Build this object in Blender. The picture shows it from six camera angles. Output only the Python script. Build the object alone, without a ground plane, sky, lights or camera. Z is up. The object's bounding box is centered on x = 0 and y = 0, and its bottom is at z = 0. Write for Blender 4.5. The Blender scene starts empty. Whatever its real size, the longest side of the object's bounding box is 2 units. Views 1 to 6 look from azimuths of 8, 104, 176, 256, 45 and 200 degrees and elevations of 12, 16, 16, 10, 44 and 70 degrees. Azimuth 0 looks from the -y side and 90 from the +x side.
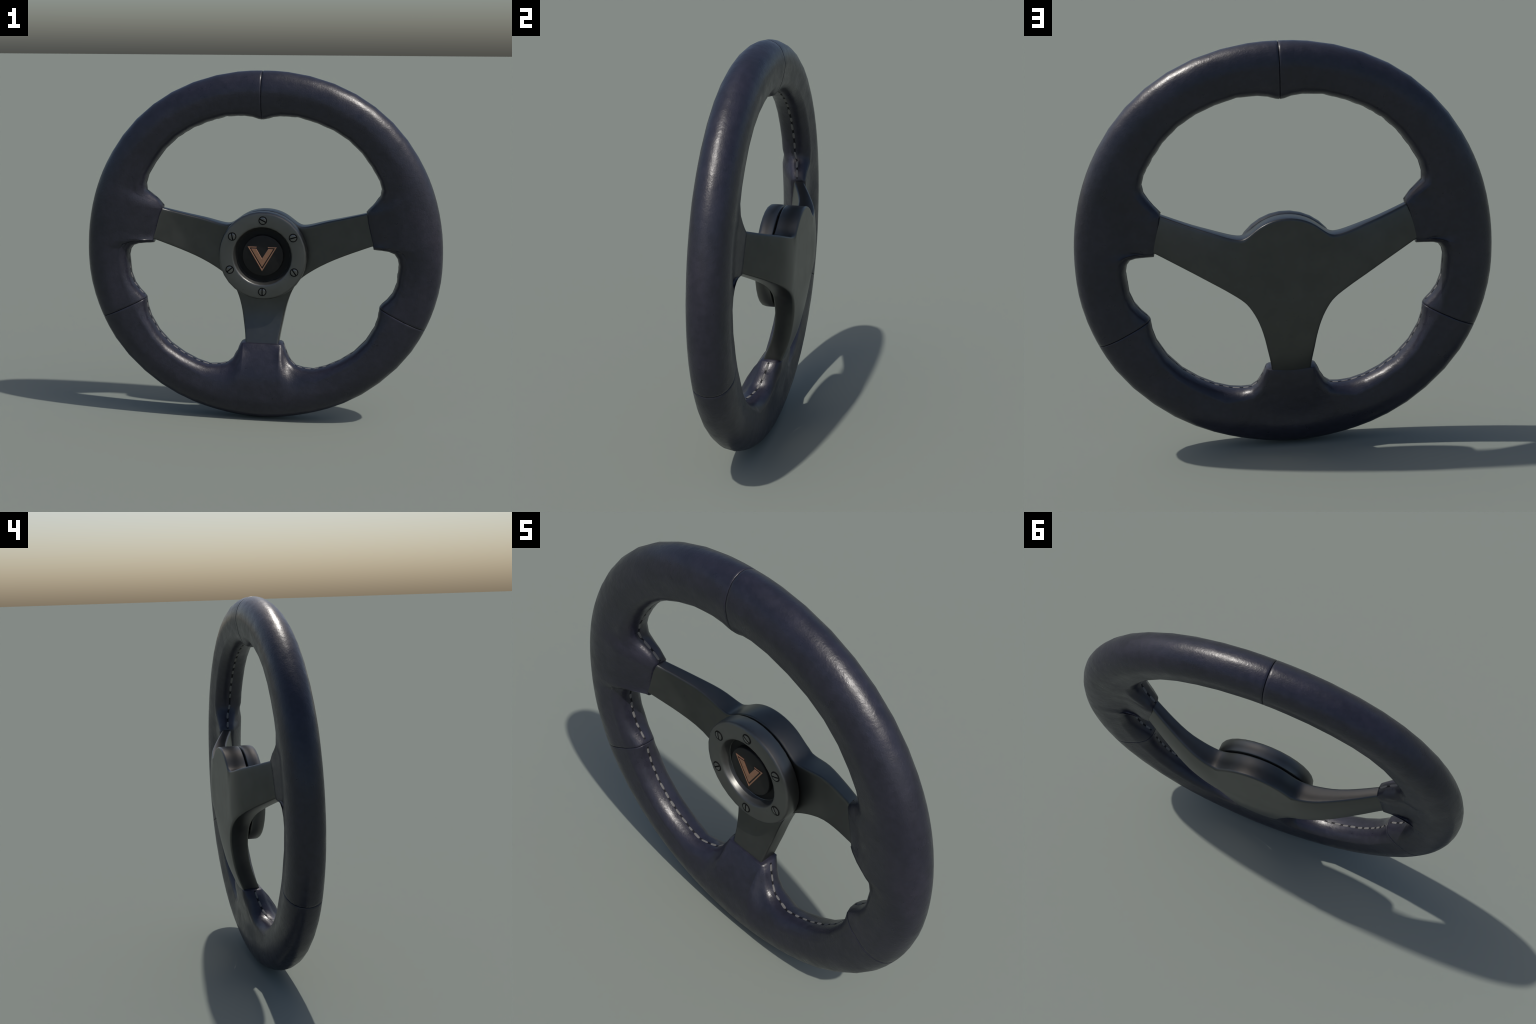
# Leather-wrapped three-spoke sports steering wheel, standing upright.
# Frame: metres, z up, the driver's side faces -y.
import bpy, bmesh, math, random
from mathutils import Vector, Matrix
from mathutils.geometry import delaunay_2d_cdt

random.seed(7)
CZ = 0.985            # height of the rim centre
Y0 = -0.057           # depth of the rim's mid plane
HUB_Z = 0.937         # height of the hub axis


# ------------------------------------------------------------------ helpers
def lerp(a, b, t):
    return a + (b - a) * t


def table(x, pts):
    """piecewise linear profile"""
    if x <= pts[0][0]:
        return pts[0][1]
    for (x0, y0), (x1, y1) in zip(pts, pts[1:]):
        if x <= x1:
            return y0 + (y1 - y0) * (x - x0) / (x1 - x0)
    return pts[-1][1]


def smooth_table(x, pts):
    """cubic Hermite profile (Catmull-Rom slopes)"""
    n = len(pts)
    if x <= pts[0][0]:
        return pts[0][1]
    if x >= pts[-1][0]:
        return pts[-1][1]
    sl = []
    for i in range(n):
        a, b = pts[max(0, i - 1)], pts[min(n - 1, i + 1)]
        sl.append((b[1] - a[1]) / (b[0] - a[0]))
    for i in range(n - 1):
        if x <= pts[i + 1][0]:
            h = pts[i + 1][0] - pts[i][0]
            t = (x - pts[i][0]) / h
            t2, t3 = t * t, t * t * t
            return ((2 * t3 - 3 * t2 + 1) * pts[i][1] + (t3 - 2 * t2 + t) * h * sl[i]
                    + (-2 * t3 + 3 * t2) * pts[i + 1][1] + (t3 - t2) * h * sl[i + 1])


def centripetal(p0, p1, p2, p3, u):
    """centripetal Catmull-Rom between p1 and p2"""
    def knot(a, b):
        return max((b - a).length, 1e-5) ** 0.5
    t0 = 0.0
    t1 = t0 + knot(p0, p1)
    t2 = t1 + knot(p1, p2)
    t3 = t2 + knot(p2, p3)
    t = lerp(t1, t2, u)
    a1 = p0 * ((t1 - t) / (t1 - t0)) + p1 * ((t - t0) / (t1 - t0))
    a2 = p1 * ((t2 - t) / (t2 - t1)) + p2 * ((t - t1) / (t2 - t1))
    a3 = p2 * ((t3 - t) / (t3 - t2)) + p3 * ((t - t2) / (t3 - t2))
    b1 = a1 * ((t2 - t) / (t2 - t0)) + a2 * ((t - t0) / (t2 - t0))
    b2 = a2 * ((t3 - t) / (t3 - t1)) + a3 * ((t - t1) / (t3 - t1))
    return b1 * ((t2 - t) / (t2 - t1)) + b2 * ((t - t1) / (t2 - t1))


def mesh_object(name, verts, faces, mat, parent=None, sharp=40.0):
    me = bpy.data.meshes.new(name)
    me.from_pydata([tuple(v) for v in verts], [], faces)
    bm = bmesh.new()
    bm.from_mesh(me)
    bmesh.ops.remove_doubles(bm, verts=bm.verts, dist=1e-6)
    bmesh.ops.recalc_face_normals(bm, faces=bm.faces)
    bm.to_mesh(me)
    bm.free()
    me.materials.append(mat)
    me.shade_smooth()
    me.set_sharp_from_angle(angle=math.radians(sharp))
    ob = bpy.data.objects.new(name, me)
    bpy.context.scene.collection.objects.link(ob)
    if parent:
        ob.parent = parent
    return ob


def lathe(name, profile, segments, mat, parent, sharp=35.0):
    """turn a (radius, y) profile about the hub axis"""
    verts, faces = [], []
    n = len(profile)
    for k in range(segments):
        a = 2 * math.pi * (k + 0.5) / segments
        for r, y in profile:
            verts.append((r * math.cos(a), y, HUB_Z + r * math.sin(a)))
    for k in range(segments):
        k2 = (k + 1) % segments
        for i in range(n - 1):
            faces.append((k * n + i, k * n + i + 1, k2 * n + i + 1, k2 * n + i))
    return mesh_object(name, verts, faces, mat, parent, sharp)


# ---------------------------------------------------------------- materials
def new_material(name):
    m = bpy.data.materials.new(name)
    m.use_nodes = True
    nt = m.node_tree
    return m, nt, nt.nodes["Principled BSDF"], nt.nodes, nt.links


def noise(nodes, links, coord, scale, detail=4.0, rough=0.6, stretch=None):
    n = nodes.new("ShaderNodeTexNoise")
    n.inputs["Scale"].default_value = scale
    n.inputs["Detail"].default_value = detail
    n.inputs["Roughness"].default_value = rough
    if stretch:
        mp = nodes.new("ShaderNodeMapping")
        mp.inputs["Scale"].default_value = stretch
        links.new(coord, mp.inputs["Vector"])
        coord = mp.outputs["Vector"]
    links.new(coord, n.inputs["Vector"])
    return n.outputs["Fac"]


def ramp(nodes, links, fac, stops):
    r = nodes.new("ShaderNodeValToRGB")
    el = r.color_ramp.elements
    while len(el) < len(stops):
        el.new(0.5)
    for e, (p, c) in zip(el, stops):
        e.position = p
        e.color = (*c, 1.0) if len(c) == 3 else c
    links.new(fac, r.inputs["Fac"])
    return r.outputs["Color"]


def map_range(nodes, links, fac, lo, hi, out_lo, out_hi):
    m = nodes.new("ShaderNodeMapRange")
    m.inputs["From Min"].default_value = lo
    m.inputs["From Max"].default_value = hi
    m.inputs["To Min"].default_value = out_lo
    m.inputs["To Max"].default_value = out_hi
    links.new(fac, m.inputs["Value"])
    return m.outputs["Result"]


def bump(nodes, links, height, strength, distance, normal=None):
    b = nodes.new("ShaderNodeBump")
    b.inputs["Strength"].default_value = strength
    b.inputs["Distance"].default_value = distance
    links.new(height, b.inputs["Height"])
    if normal:
        links.new(normal, b.inputs["Normal"])
    return b.outputs["Normal"]


def leather_material():
    m, nt, p, nodes, links = new_material("worn_navy_leather")
    co = nodes.new("ShaderNodeTexCoord").outputs["Object"]
    patch = noise(nodes, links, co, 5.0, 5.0, 0.6)
    col = ramp(nodes, links, patch, [(0.30, (0.0125, 0.0130, 0.0215)),
                                     (0.55, (0.0165, 0.0165, 0.0275)),
                                     (0.75, (0.0225, 0.0205, 0.0330))])
    fleck = noise(nodes, links, co, 30.0, 6.0, 0.7)
    tone = ramp(nodes, links, fleck, [(0.36, (0.80, 0.80, 0.82)), (0.64, (1.18, 1.16, 1.15))])
    mott = nodes.new("ShaderNodeMix")
    mott.data_type = "RGBA"
    mott.blend_type = "MULTIPLY"
    mott.inputs["Factor"].default_value = 1.0
    links.new(col, mott.inputs["A"])
    links.new(tone, mott.inputs["B"])
    links.new(mott.outputs["Result"], p.inputs["Base Color"])
    rough_n = noise(nodes, links, co, 11.0, 6.0, 0.7)
    links.new(map_range(nodes, links, rough_n, 0.32, 0.68, 0.26, 0.43), p.inputs["Roughness"])
    p.inputs["Specular IOR Level"].default_value = 0.5
    grain = noise(nodes, links, co, 120.0, 3.0, 0.6)
    crease = nodes.new("ShaderNodeTexVoronoi")
    crease.feature = "DISTANCE_TO_EDGE"
    crease.inputs["Scale"].default_value = 75.0
    crease.inputs["Randomness"].default_value = 1.0
    links.new(co, crease.inputs["Vector"])
    cr = map_range(nodes, links, crease.outputs["Distance"], 0.0, 0.25, 0.0, 1.0)
    soft = noise(nodes, links, co, 26.0, 4.0, 0.55)
    n1 = bump(nodes, links, soft, 0.25, 0.006)
    n2 = bump(nodes, links, cr, 0.05, 0.002, n1)
    n3 = bump(nodes, links, grain, 0.18, 0.0025, n2)
    links.new(n3, p.inputs["Normal"])
    return m


def metal_material(name, dark, light, rough_lo, rough_hi, metallic=0.85, round_edges=0.0):
    m, nt, p, nodes, links = new_material(name)
    co = nodes.new("ShaderNodeTexCoord").outputs["Object"]
    cloud = noise(nodes, links, co, 7.0, 6.0, 0.65)
    col = ramp(nodes, links, cloud, [(0.32, dark), (0.68, light)])
    speck = noise(nodes, links, co, 38.0, 5.0, 0.7)
    spots = ramp(nodes, links, speck, [(0.66, (1, 1, 1)), (0.74, (0.72, 0.72, 0.72))])
    mx = nodes.new("ShaderNodeMix")
    mx.data_type = "RGBA"
    mx.blend_type = "MULTIPLY"
    mx.inputs["Factor"].default_value = 1.0
    links.new(col, mx.inputs["A"])
    links.new(spots, mx.inputs["B"])
    links.new(mx.outputs["Result"], p.inputs["Base Color"])
    p.inputs["Metallic"].default_value = metallic
    links.new(map_range(nodes, links, cloud, 0.3, 0.7, rough_lo, rough_hi), p.inputs["Roughness"])
    fine = noise(nodes, links, co, 160.0, 3.0, 0.6)
    base = None
    if round_edges:
        bv = nodes.new("ShaderNodeBevel")
        bv.samples = 8
        bv.inputs["Radius"].default_value = round_edges
        base = bv.outputs["Normal"]
    links.new(bump(nodes, links, fine, 0.05, 0.001, base), p.inputs["Normal"])
    return m


def plain_material(name, color, rough, metallic=0.0, grain=0.15):
    m, nt, p, nodes, links = new_material(name)
    co = nodes.new("ShaderNodeTexCoord").outputs["Object"]
    n = noise(nodes, links, co, 60.0, 4.0, 0.6)
    lo = tuple(c * (1 - grain) for c in color)
    hi = tuple(c * (1 + grain) for c in color)
    links.new(ramp(nodes, links, n, [(0.3, lo), (0.7, hi)]), p.inputs["Base Color"])
    p.inputs["Roughness"].default_value = rough
    p.inputs["Metallic"].default_value = metallic
    p.inputs["Specular IOR Level"].default_value = 0.22
    return m


LEATHER = leather_material()
SPOKE_METAL = metal_material("satin_dark_metal", (0.076, 0.078, 0.076), (0.092, 0.094, 0.091), 0.30, 0.37, 0.85, 0.005)  # base colour lowered toward the occlusion shading seen on the spokes
RING_METAL = metal_material("ring_dark_metal", (0.113, 0.115, 0.111), (0.135, 0.137, 0.132), 0.37, 0.45)
SCREW_METAL = metal_material("screw_metal", (0.12, 0.122, 0.12), (0.16, 0.162, 0.16), 0.20, 0.28)
BLACK = plain_material("black_recess", (0.002, 0.002, 0.002), 0.8)
CAP_PLASTIC = plain_material("cap_black_plastic", (0.013, 0.0125, 0.012), 0.5)
RECESS_PLASTIC = plain_material("recess_black_plastic", (0.008, 0.008, 0.008), 0.6)
COPPER = plain_material("copper_emblem", (0.44, 0.23, 0.15), 0.33, 0.8, 0.08)
THREAD = plain_material("grey_thread", (0.125, 0.122, 0.119), 0.6, 0.0, 0.3)
HOLE = plain_material("stitch_hole_black", (0.006, 0.006, 0.009), 0.7)

# --------------------------------------------------------------------- root
root = bpy.data.objects.new("steering_wheel", None)
bpy.context.scene.collection.objects.link(root)
root["label"] = "three-spoke steering wheel wrapped in dark stitched leather"
root["category"] = "steering wheel"

# ------------------------------------------------------------- leather grip
OUTER = [(-90, .985), (-82, .985), (-75, .987), (-65, .995), (-55, 1.003), (-45, 1.008), (-35, 1.014),
         (-25, 1.012), (-12, 1.008), (0, .999), (8, .997), (15, .997), (30, 1.0), (45, 1.003), (60, .998),
         (75, .988), (90, .981)]
SEAM_SIDE = -24.6


def outer_radius(th):
    return smooth_table(th, OUTER)


# Stations run down one side, from the top seam to the bottom spoke.
# ("ring", outer angle, inner radius) or (kind, outer angle, inner x, inner z)
def stations(side):
    up = [("ring", 90, .727), ("ring", 88.4, .730), ("ring", 86, .741), ("ring", 82, .752), ("ring", 75, .765),
          ("ring", 67.2, .770), ("ring", 59.6, .777), ("ring", 52.5, .780), ("ring", 45.3, .777),
          ("ring", 38.3, .769), ("ring", 32, .763), ("side", 27.8, .663, 1.337)]
    if side > 0:
        lug_top = [("side", 24.8, .655, 1.300), ("side", 22.2, .633, 1.267), ("side", 19.9, .605, 1.233),
                   ("side", 18.0, .579, 1.206)]
    else:
        lug_top = [("side", 25.0, .660, 1.297), ("side", 22.6, .633, 1.275), ("side", 20.3, .599, 1.247),
                   ("side", 18.2, .568, 1.210)]
    c = lug_top[-1]
    lug = [("end", 16.4, c[2] + .0035, c[3] - .0155), ("end", 13.2, .587, 1.155), ("end", 9.8, .600, 1.10),
           ("end", 6.6, .6115, 1.05), ("end", 4.2, .6190, 1.017),
           ("side", 2.6, .6225, 1.001), ("side", .8, .660, 1.000), ("side", -1.2, .706, .997),
           ("side", -3.4, .740, .987), ("side", -5.8, .759, .962), ("side", -8.8, .768, .922)]
    mid = [("ring", -12.5, .777), ("ring", -17, .771), ("ring", -20.5, .757), ("ring", -23, .743),
           ("ring", -24.6, .738), ("ring", -26.2, .745), ("ring", -28.5, .756), ("ring", -33, .770),
           ("ring", -40, .781), ("ring", -47.5, .783), ("ring", -54.5, .776), ("ring", -61, .767),
           ("ring", -66.5, .755)]
    low = [("side", -71, .244, .293), ("side", -74.3, .197, .301), ("side", -77, .164, .329),
           ("side", -79.4, .140, .373), ("side", -81.6, .119, .424),
           ("end", -83.2, .104, .428), ("end", -86, .060, .428), ("end", -90, 0.0, .428)]
    return up + lug_top + lug + mid + low


def station_frame(st):
    """outer angle, inner point (x, z), kind"""
    if st[0] == "ring":
        a = math.radians(st[1])
        return st[1], Vector((st[2] * math.cos(a), CZ + st[2] * math.sin(a))), "ring"
    return st[1], Vector((st[2], st[3])), st[0]


def raw_section(i, frames):
    """thirteen control points (x, y, z) round the grip at station i"""
    th, I, kind = frames[i]
    a = math.radians(th)
    rad = Vector((math.cos(a), math.sin(a)))
    O = Vector((0, CZ)) + rad * outer_radius(th)
    # inward normal of the inner contour (pointing into the leather)
    if kind == "ring":
        nrm = rad
    elif kind == "end":
        nrm = (O - I).normalized()
    else:
        p, n = frames[max(0, i - 1)], frames[min(len(frames) - 1, i + 1)]
        A = p[1] if p[2] != "end" else I
        B = n[1] if n[2] != "end" else I
        t = (B - A).normalized()
        nrm = Vector((-t.y, t.x))
        if nrm.dot(O - I) < 0:
            nrm = -nrm
    ri = (I - Vector((0, CZ))).length
    bottom = th < -60
    tip = .565 if bottom else .61
    w = min(1.0, max(0.0, (.745 - ri) / (.745 - tip))) if kind != "ring" else 0.0
    # the collar round a spoke sits nearer the back than the rim's mid plane
    if bottom:
        tip_front, tip_back = -.040, .067
    else:
        low = min(1.0, max(0.0, (17.0 - th) / 14.0))      # 0 at the collar's top, 1 at its bottom
        tip_front, tip_back = -.062, lerp(.022, .011, low)
    y4f = lerp(Y0 - .076, tip_front, w ** .6)
    y4b = lerp(Y0 + .076, tip_back, w ** .6)
    if kind == "side":
        y4b -= .003 * w
    mid, half = (y4f + y4b) / 2, (y4b - y4f) / 2
    h5 = half - .009 if kind == "end" else half * lerp(.55, .62, w)
    if kind == "end":
        p4, p5 = I + nrm * .006, I
    elif kind == "ring":
        p4, p5 = Vector((0, CZ)) + rad * max(.787 if th > 0 else .797, ri + .026), I
    else:
        p4, p5 = I + nrm * lerp(.030, .013, w), I
    k = (1 - math.sin(a)) / 2                      # 0 at the top of the wheel, 1 at the bottom
    h1f, h1b = lerp(.0585, .0635, k), lerp(.0630, .0635, k)
    p1, p2 = O - rad * .028, O - rad * .103
    full3 = O - rad * .165
    p3 = p2.lerp(p4, .55).lerp(full3, w)
    p3b = p3.lerp(p4, lerp(.5, .40, w))
    w2 = min(1.0, 1.5 * w)
    y3f = lerp(lerp(Y0 - .0905, y4f, .35), Y0 - .0900, w2)
    y3b = lerp(lerp(Y0 + .0905, y4b, .35), Y0 + (.087 if bottom else .085), w2)
    y3bf = lerp(y3f, y4f, lerp(.42, .15, w))
    y3bb = lerp(lerp(y3b, y4b, .42), lerp(y3b, y4b, .35) if bottom else y4b - .009, w)
    front = [(O, Y0), (p1, Y0 - h1f), (p2, Y0 - .0900), (p3, y3f), (p3b, y3bf), (p4, y4f), (p5, mid - h5)]
    back = [(p5, mid + h5), (p4, y4b), (p3b, y3bb), (p3, y3b), (p2, Y0 + .0912), (p1, Y0 + h1b)]
    return [Vector((p.x, y, p.y)) for p, y in front + back]


SUB = 3


def refine(ctrl):
    out = []
    n = len(ctrl)
    for i in range(n):
        for s in range(SUB):
            out.append(centripetal(ctrl[i - 1], ctrl[i], ctrl[(i + 1) % n], ctrl[(i + 2) % n], s / SUB))
    return out


def shrink(loop, d):
    """pull a section loop inwards by d, towards its own axis"""
    c = sum(loop, Vector()) / len(loop)
    return [p + (c - p).normalized() * d for p in loop]


def side_loops(side):
    """list of (outer angle, kind, control section) down one side, mirrored for side < 0"""
    frames = [station_frame(s) for s in stations(side)]
    res = []
    for i, f in enumerate(frames):
        ctrl = raw_section(i, frames)
        if side < 0:
            ctrl = [Vector((-p.x, p.y, p.z)) for p in ctrl]
        res.append((f[0], f[2], ctrl))
    return res


def at_angle(loops, th):
    for (t0, k0, c0), (t1, k1, c1) in zip(loops, loops[1:]):
        if t1 <= th <= t0:
            u = (t0 - th) / (t0 - t1)
            return (th, "ring", [a.lerp(b, u) for a, b in zip(c0, c1)])


def seam_lip(loops, seam, direction):
    """extra sections that turn the leather edge down into the seam groove; direction: +1 above, -1 below"""
    out = []
    for off, depth in ((.75, 0), (.18, 0), (.09, .0018), (.05, .005), (.035, .018)):
        base = at_angle(loops, max(-90, min(90, seam + direction * off)))
        out.append((base[0], refine(base[2]) if depth == 0 else shrink(refine(base[2]), depth)))
    return out


def loft(name, sections, parent):
    n = len(sections[0])
    verts = [v for s in sections for v in s]
    faces = []
    for k in range(len(sections) - 1):
        for i in range(n):
            j = (i + 1) % n
            faces.append((k * n + i, k * n + j, (k + 1) * n + j, (k + 1) * n + i))
    faces.append(tuple(range(n)))
    faces.append(tuple(range((len(sections) - 1) * n, len(sections) * n)))
    return mesh_object(name, verts, faces, LEATHER, parent, 85.0)


right, left = side_loops(1), side_loops(-1)
sections_all = []


def side_panel(loops):
    top = seam_lip(loops, 90, -1)
    bot = seam_lip(loops, SEAM_SIDE, 1)
    body = [(t, refine(c)) for t, k, c in loops if SEAM_SIDE + .8 < t < 89.2]
    return [s for _, s in reversed(top)] + [s for _, s in body] + [s for _, s in bot]


def lower_half(loops):
    top = seam_lip(loops, SEAM_SIDE, -1)
    body = [(t, refine(c)) for t, k, c in loops if t < SEAM_SIDE - .8]
    return [s for _, s in reversed(top)] + [s for _, s in body]


panel_right = loft("leather_section", side_panel(right), root)
panel_left = loft("leather_section", side_panel(left), root)
lower = lower_half(right) + list(reversed(lower_half(left)))[1:]
panel_low = loft("leather_section", lower, root)


# near-black core at the bottom of the three seam grooves
def seam_core(loops, seam):
    base = at_angle(loops, seam)
    lo = shrink(refine(at_angle(loops, max(-90, seam - .3))[2]), .0055)
    hi = shrink(refine(at_angle(loops, min(90, seam + .3))[2]), .0055)
    return lo, hi


for loops, seam in ((right, SEAM_SIDE), (left, SEAM_SIDE)):
    o = loft("seam_dark_core", list(seam_core(loops, seam)), root)
    o.data.materials[0] = HOLE
lo_r = shrink(refine(at_angle(right, 89.7)[2]), .0055)
lo_l = shrink(refine(at_angle(left, 89.7)[2]), .0055)
o = loft("seam_dark_core", [lo_r, lo_l], root)
o.data.materials[0] = HOLE


# ------------------------------------------------------------------ stitches
def capsule_mesh(length, width, height):
    verts, faces = [], []
    cols, rows = 9, 7
    for i in range(cols):
        u = i / (cols - 1) * 2 - 1
        prof = (1 - abs(u) ** 6) ** .5 if abs(u) < 1 else 0.0
        prof = max(prof, .25)
        for j in range(rows):
            b = math.pi * j / (rows - 1)
            verts.append((u * length / 2, math.cos(b) * width / 2 * prof,
                          math.sin(b) * height * prof - .0012))
    for i in range(cols - 1):
        for j in range(rows - 1):
            faces.append((i * rows + j, i * rows + j + 1, (i + 1) * rows + j + 1, (i + 1) * rows + j))
    faces.append(tuple(range(rows)))
    faces.append(tuple(range((cols - 1) * rows, cols * rows)))
    me = bpy.data.meshes.new("stitch")
    me.from_pydata(verts, [], faces)
    bm = bmesh.new()
    bm.from_mesh(me)
    bmesh.ops.recalc_face_normals(bm, faces=bm.faces)
    bm.to_mesh(me)
    bm.free()
    me.shade_smooth()
    me.materials.append(THREAD)
    return me


STITCH = capsule_mesh(1.0, 1.0, 1.0)      # unit stitch, scaled per instance


def inner_line(loops, t_hi, t_lo):
    """(point, outward direction) along the middle of the inner face"""
    pts = []
    for i, (t, k, c) in enumerate(loops):
        if k == "end" or not (t_lo <= t <= t_hi):
            continue
        m5 = (c[6] + c[7]) / 2
        m4 = (c[5] + c[8]) / 2
        ring = refine(c)
        surf = (ring[6 * SUB + 1] + ring[6 * SUB + 2]) / 2
        pts.append((surf, (m5 - m4).normalized()))
    return pts


def walk(line, step):
    """equally spaced (point, tangent, normal)"""
    d = [0.0]
    for a, b in zip(line, line[1:]):
        d.append(d[-1] + (b[0] - a[0]).length)
    total = d[-1]
    n = max(1, round(total / step))
    res = []
    for k in range(n):
        s = (k + .5) * total / n
        i = max(j for j in range(len(d) - 1) if d[j] <= s)
        u = (s - d[i]) / (d[i + 1] - d[i])
        tan = (line[i + 1][0] - line[i][0]).normalized()
        nrm = line[i][1].lerp(line[i + 1][1], u)
        nrm = (nrm - tan * nrm.dot(tan)).normalized()
        res.append((line[i][0].lerp(line[i + 1][0], u), tan, nrm))
    return res, total / n


def stitch_run(loops, t_hi, t_lo, step, parent):
    line = inner_line(loops, t_hi, t_lo)
    spots, pitch = walk(line, step)
    for p, tan, nrm in spots:
        b = nrm.cross(tan)
        ob = bpy.data.objects.new("stitch", STITCH)
        bpy.context.scene.collection.objects.link(ob)
        wob = random.uniform(-.0012, .0012)
        rot = Matrix((tan, b, nrm)).transposed()
        rot = rot @ Matrix.Rotation(random.uniform(-.05, .05), 3, "Z")
        sc = Matrix.Diagonal((pitch * random.uniform(.60, .80), .0118 * random.uniform(.85, 1.08), .0020))
        ob.matrix_world = Matrix.Translation(p + b * wob) @ (rot @ sc).to_4x4()
        ob.parent = parent
    # slightly raised near-black ribbon under the stitches, visible between them
    verts, faces = [], []
    for i, (p, nrm) in enumerate(line):
        q = line[min(i + 1, len(line) - 1)][0] - line[max(i - 1, 0)][0]
        b = nrm.cross(q).normalized()
        for du, dn in ((-.0048, -.004), (-.0048, .0004), (.0048, .0004), (.0048, -.004)):
            verts.append(p + b * du + nrm * dn)
    for i in range(len(line) - 1):
        for j in range(4):
            k = (j + 1) % 4
            faces.append((i * 4 + j, i * 4 + k, i * 4 + 4 + k, i * 4 + 4 + j))
    faces += [(0, 1, 2, 3), tuple(len(verts) - 4 + q for q in range(4))]
    mesh_object("stitch_dark_strip", verts, faces, HOLE, parent, 30)


for loops, panel in ((right, panel_right), (left, panel_left)):
    stitch_run(loops, 88.5, 17.8, .062, panel)
    stitch_run(loops, 2.7, -23.2, .055, panel)
    stitch_run(loops, -26.0, -82.2, .051, panel_low)

# ------------------------------------------------- spokes and hub, one casting
HALF_TOP = [(0, 1.187), (.045, 1.183), (.09, 1.170), (.13, 1.149), (.165, 1.123), (.19, 1.106), (.215, 1.098),
            (.25, 1.102), (.30, 1.116), (.36, 1.134), (.43, 1.153), (.50, 1.174), (.574, 1.197), (.66, 1.224)]
HALF_LOW = [(.69, 1.053), (.61, 1.017), (.545, .987), (.477, .955), (.40, .917), (.323, .875), (.27, .842),
            (.227, .811), (.200, .785), (.178, .753), (.156, .710), (.138, .660), (.123, .600), (.113, .545),
            (.103, .490), (.095, .430), (.088, .37)]


def edge_distance(x, z):
    """rough half-width measure inside an arm: 0 at its edges, about 1 on its axis"""
    ax = abs(x)
    zt = table(ax, HALF_TOP)
    zl = table(ax, list(reversed(HALF_LOW[1:-2])))
    side = max(0.0, min(1.0, 1 - abs((z - (zt + zl) / 2) / ((zt - zl) / 2 + 1e-6)))) if ax > .2 else 1.0
    half = table(z, [(p[1], p[0]) for p in reversed(HALF_LOW[1:])])
    down = max(0.0, min(1.0, 1 - ax / half)) if z < .80 else 1.0
    return min(side, down)


def spoke_faces(x, z):
    """front and back depth of the casting at (x, z)"""
    ax = abs(x) - .24 * (1.15 - z) * min(1.0, max(0.0, (abs(x) - .14) / .10))
    back = .1460
    front = .044
    back += smooth_table(ax, [(0, 0), (.14, 0), (.20, -.002), (.30, -.018), (.38, -.045), (.478, -.085),
                              (.583, -.132), (.70, -.182)])
    front += smooth_table(abs(x), [(0, 0), (.22, 0), (.30, -.003), (.38, -.014), (.475, -.045), (.583, -.090),
                               (.70, -.14)])
    back += smooth_table(z, [(.36, -.110), (.424, -.083), (.52, -.046), (.60, -.026), (.70, -.009), (.80, -.001),
                             (.86, 0)])
    front += smooth_table(z, [(.36, -.095), (.424, -.071), (.52, -.034), (.60, -.013), (.70, -.002), (.80, 0)])
    e = edge_distance(x, z)
    out = min(1.0, max(0.0, abs(x) - .16, .84 - z) / .10)
    back += lerp(.002, .006, out) * (1 - (1 - e) ** 2)
    return front, back


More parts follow.
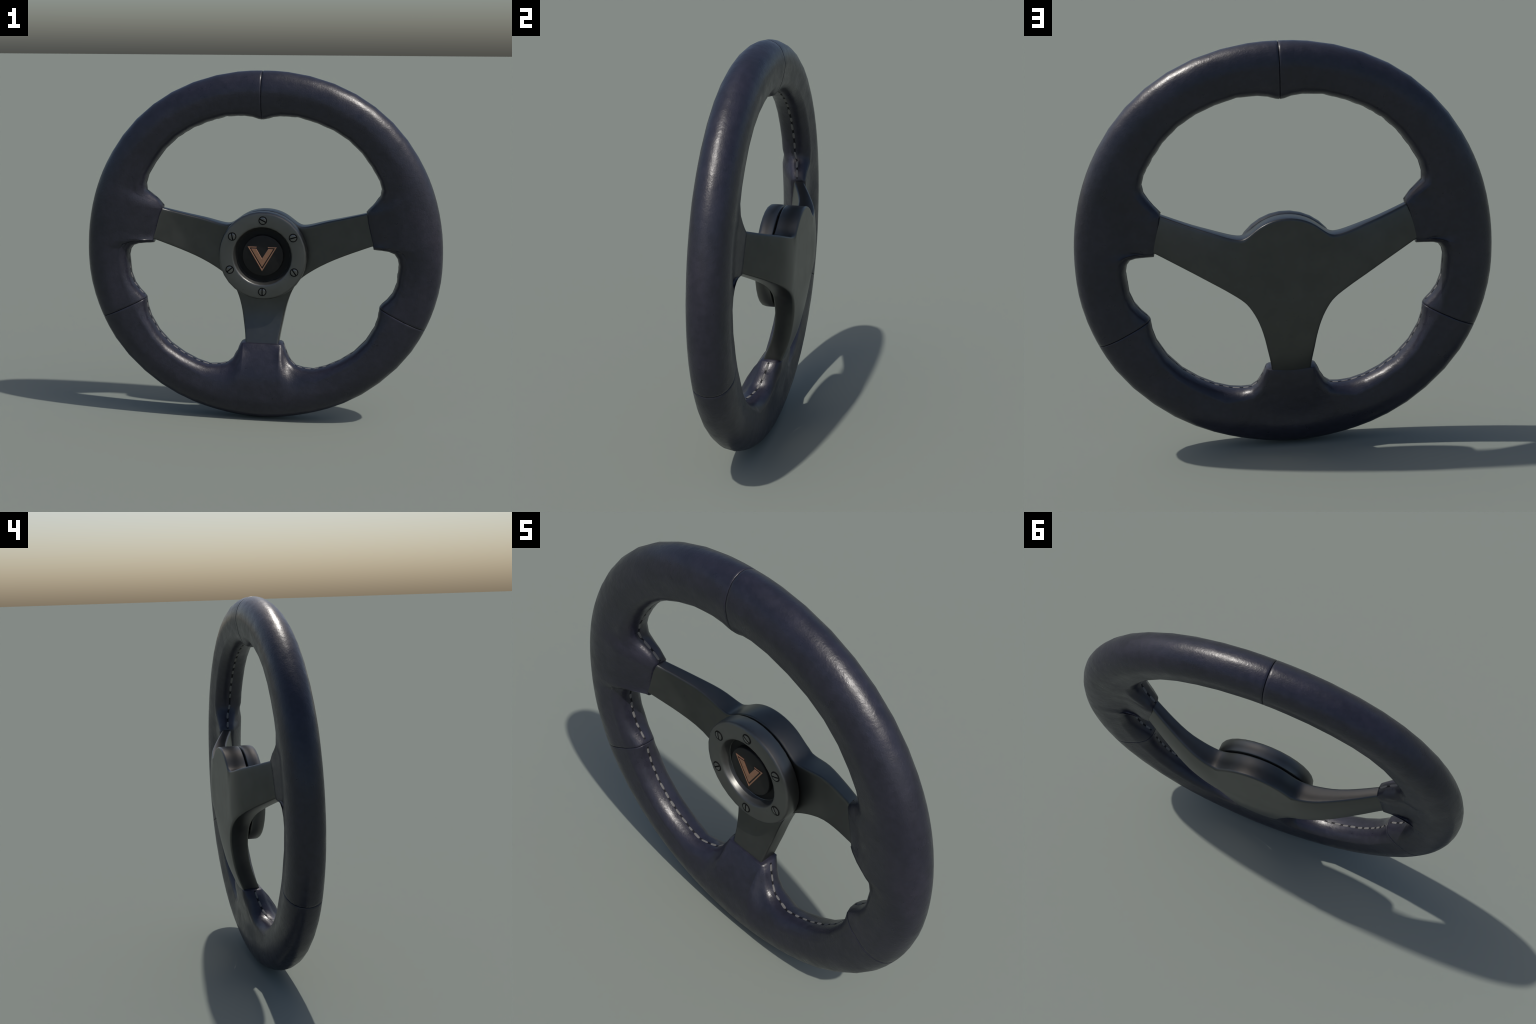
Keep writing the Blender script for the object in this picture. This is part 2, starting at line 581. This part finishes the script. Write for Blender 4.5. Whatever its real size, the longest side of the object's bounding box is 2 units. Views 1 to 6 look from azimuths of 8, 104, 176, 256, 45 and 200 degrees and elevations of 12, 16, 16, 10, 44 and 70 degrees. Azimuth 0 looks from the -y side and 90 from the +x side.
def spoke_casting():
    loop = [Vector(p) for p in HALF_TOP] + [Vector(p) for p in HALF_LOW]
    loop += [Vector((-p[0], p[1])) for p in reversed(HALF_LOW)]
    loop += [Vector((-p[0], p[1])) for p in reversed(HALF_TOP[1:])]
    # round the outline with a centripetal curve; keep the buried spoke ends straight
    pts = []
    n = len(loop)
    for i in range(n):
        a, b = loop[i], loop[(i + 1) % n]
        if (b - a).length > .13:
            pts.append(a)
            continue
        for s in range(2):
            q = centripetal(loop[i - 1].to_3d(), a.to_3d(), b.to_3d(), loop[(i + 2) % n].to_3d(), s / 2)
            pts.append(q.to_2d())
    n = len(pts)
    inw = []
    for i in range(n):
        t = (pts[(i + 1) % n] - pts[i - 1]).normalized()
        inw.append(Vector((t.y, -t.x)))        # outline runs clockwise seen from -y
    if (sum(((p - Vector((0, .95))).dot(q) for p, q in zip(pts, inw)))) > 0:
        inw = [-q for q in inw]
    rb = .009
    steps = [(0.0, 1.0), (.10, .56), (.34, .22), (.66, .06), (1.0, 0.0), (2.0, 0.0)]
    verts, faces = [], []
    rings = {}
    for sgn in (-1, 1):
        rings[sgn] = []
        for ins, drop in steps:
            ring = []
            for p, q in zip(pts, inw):
                r = rb if sgn < 0 else rb * 1.1
                c = p + q * (ins * r)
                f, b = spoke_faces(c.x, c.y)
                y = (f + drop * r) if sgn < 0 else (b - drop * r)
                ring.append(len(verts))
                verts.append((c.x, y, c.y))
            rings[sgn].append(ring)
        for r0, r1 in zip(rings[sgn], rings[sgn][1:]):
            for i in range(n):
                j = (i + 1) % n
                faces.append((r0[i], r0[j], r1[j], r1[i]))
    a, b = rings[-1][0], rings[1][0]
    for i in range(n):
        j = (i + 1) % n
        faces.append((a[i], a[j], b[j], b[i]))
    # flat fields of both faces: Delaunay fill with interior support points
    for sgn in (-1, 1):
        edge = rings[sgn][-1]
        bound = [Vector((verts[k][0], verts[k][2])) for k in edge]
        inner = []
        step = .028
        gx = -.66
        while gx < .67:
            gz = .38
            while gz < 1.23:
                p = Vector((gx, gz))
                # inside test and clearance
                inside = False
                clear = True
                for i in range(n):
                    u, v = bound[i], bound[(i + 1) % n]
                    if (u.y > p.y) != (v.y > p.y) and p.x < (v.x - u.x) * (p.y - u.y) / (v.y - u.y) + u.x:
                        inside = not inside
                    if (u - p).length < .016:
                        clear = False
                if inside and clear:
                    inner.append(p)
                gz += step
            gx += step
        coords = bound + inner
        edges = [(i, (i + 1) % n) for i in range(n)]
        vs, es, fs, ov, oe, of = delaunay_2d_cdt(coords, edges, [], 1, 1e-6)
        remap = []
        for v, src in zip(vs, ov):
            if src and src[0] < n:
                remap.append(edge[src[0]])
            else:
                f, bk = spoke_faces(v.x, v.y)
                remap.append(len(verts))
                verts.append((v.x, f if sgn < 0 else bk, v.y))
        for f in fs:
            faces.append(tuple(remap[i] for i in f))
    return mesh_object("spoke_frame", verts, faces, SPOKE_METAL, root, 50)


spoke_casting()

# ------------------------------------------------------------ hub ring and cap
lathe("hub_spacer", [(.05, .030), (.215, .030), (.215, .060), (.05, .060)], 32, BLACK, root)
lathe("hub_ring", [(.14, .036), (.247, .036), (.2505, .032), (.2515, -.006), (.2512, -.019), (.2490, -.0275),
                   (.2440, -.0335), (.237, -.0350), (.176, -.0350), (.1695, -.0335), (.1655, -.0290), (.162, -.017),
                   (.1575, -.003), (.153, .008), (.150, .013), (.14, .013), (.14, .036)], 32, RING_METAL, root, 60)
lathe("hub_recess", [(.0, .0115), (.151, .0115), (.151, .028), (.0, .028)], 32, RECESS_PLASTIC, root)
cap = lathe("hub_cap", [(.0, -.0135), (.112, -.0130), (.1155, -.0118), (.117, -.0095), (.117, .0125), (.0, .0125)],
            40, CAP_PLASTIC, root, 40)

# V-shaped copper emblem: a solid letter inside a thin open frame
U = .000461
VX, VZ = -.003, .937


def flat_shape(name, outline, y_back, y_front, parent, mat, bevel):
    verts, faces = [], []
    n = len(outline)
    pts = [Vector(p) * U for p in outline]
    area = sum(pts[i].x * pts[(i + 1) % n].y - pts[(i + 1) % n].x * pts[i].y for i in range(n))
    if area < 0:
        pts.reverse()
    ins = []
    for i in range(n):
        e0 = (pts[i] - pts[i - 1]).normalized()
        e1 = (pts[(i + 1) % n] - pts[i]).normalized()
        n0, n1 = Vector((-e0.y, e0.x)), Vector((-e1.y, e1.x))
        m = (n0 + n1).normalized()
        ins.append(pts[i] + m * (bevel / max(.45, m.dot(n0))))
    for loop, y in ((pts, y_back), (pts, y_front + bevel * .6), (ins, y_front)):
        for p in loop:
            verts.append((VX + p.x, y, VZ + p.y))
    for k in range(2):
        for i in range(n):
            j = (i + 1) % n
            faces.append((k * n + i, k * n + j, (k + 1) * n + j, (k + 1) * n + i))
    vs, es, fs, ov, oe, of = delaunay_2d_cdt(ins, [(i, (i + 1) % n) for i in range(n)], [], 1, 1e-7)
    for f in fs:
        faces.append(tuple(2 * n + ov[i][0] for i in f))
    return mesh_object(name, verts, faces, mat, parent, 20)


flat_shape("emblem", [(-180, 112), (-69, 112), (-72, 99), (-157, 99), (0, -166), (157, 99), (72, 99), (69, 112),
                      (180, 112), (0, -193)], -.012, -.0172, cap, COPPER, .0017)
flat_shape("emblem", [(-137, 87), (-72, 87), (-1, -34), (74, 87), (137, 87), (0, -140)], -.012, -.0172, cap,
           COPPER, .0022)

# ------------------------------------------------------------------- screws
SCREWS = [((.002, 1.142), -27), ((.1735, 1.049), 18), ((.182, .852), -55), ((.002, .733), 90), ((-.185, .855), 40),
          ((-.1715, 1.046), -78)]


def screw_head_mesh():
    """domed slotted head, facing -y, axis through the origin"""
    R, half = .0186, .0036
    verts, faces = [], []
    for sgn in (-1, 1):
        cols, rows = 9, 4
        base = len(verts)
        zmax = R
        for j in range(rows + 1):
            v = half + (zmax - half) * j / rows * .985
            w = math.sqrt(max(0.0, R * R - v * v))
            for i in range(cols):
                x = w * (i / (cols - 1) * 2 - 1)
                rr = min(1.0, math.hypot(x, v) / R)
                verts.append((x, -.0048 * math.sqrt(max(0.0, 1 - .75 * rr ** 3)), sgn * v))
        for j in range(rows):
            for i in range(cols - 1):
                a = base + j * cols + i
                faces.append((a, a + 1, a + cols + 1, a + cols))
        # skirt
        rim = [base + i for i in range(cols)] + [base + j * cols + cols - 1 for j in range(1, rows + 1)]
        rim += [base + rows * cols + i for i in reversed(range(cols - 1))]
        rim += [base + j * cols for j in reversed(range(1, rows))]
        low = []
        for k in rim:
            low.append(len(verts))
            verts.append((verts[k][0], .002, verts[k][2]))
        m = len(rim)
        for k in range(m):
            faces.append((rim[k], rim[(k + 1) % m], low[(k + 1) % m], low[k]))
    return verts, faces


sv, sf = screw_head_mesh()
head = mesh_object("screw", sv, sf, SCREW_METAL, root, 35)
seat_v, seat_f = [], []
SEG = 24
for k in range(SEG):
    a = 2 * math.pi * k / SEG
    for r, y in ((.0, -.0012), (.0195, -.0012), (.0244, -.0014), (.0249, .004)):
        seat_v.append((r * math.cos(a), y, r * math.sin(a)))
for k in range(SEG):
    k2 = (k + 1) % SEG
    for i in range(3):
        seat_f.append((k * 4 + i, k * 4 + i + 1, k2 * 4 + i + 1, k2 * 4 + i))
seat = mesh_object("screw_seat", seat_v, seat_f, BLACK, head, 35)
for i, ((x, z), ang) in enumerate(SCREWS):
    h = head if i == 0 else head.copy()
    s = seat if i == 0 else seat.copy()
    if i:
        bpy.context.scene.collection.objects.link(h)
        bpy.context.scene.collection.objects.link(s)
        s.parent = h
    h.location = (x, -.0352, z)
    h.rotation_euler = (0, -math.radians(ang), 0)
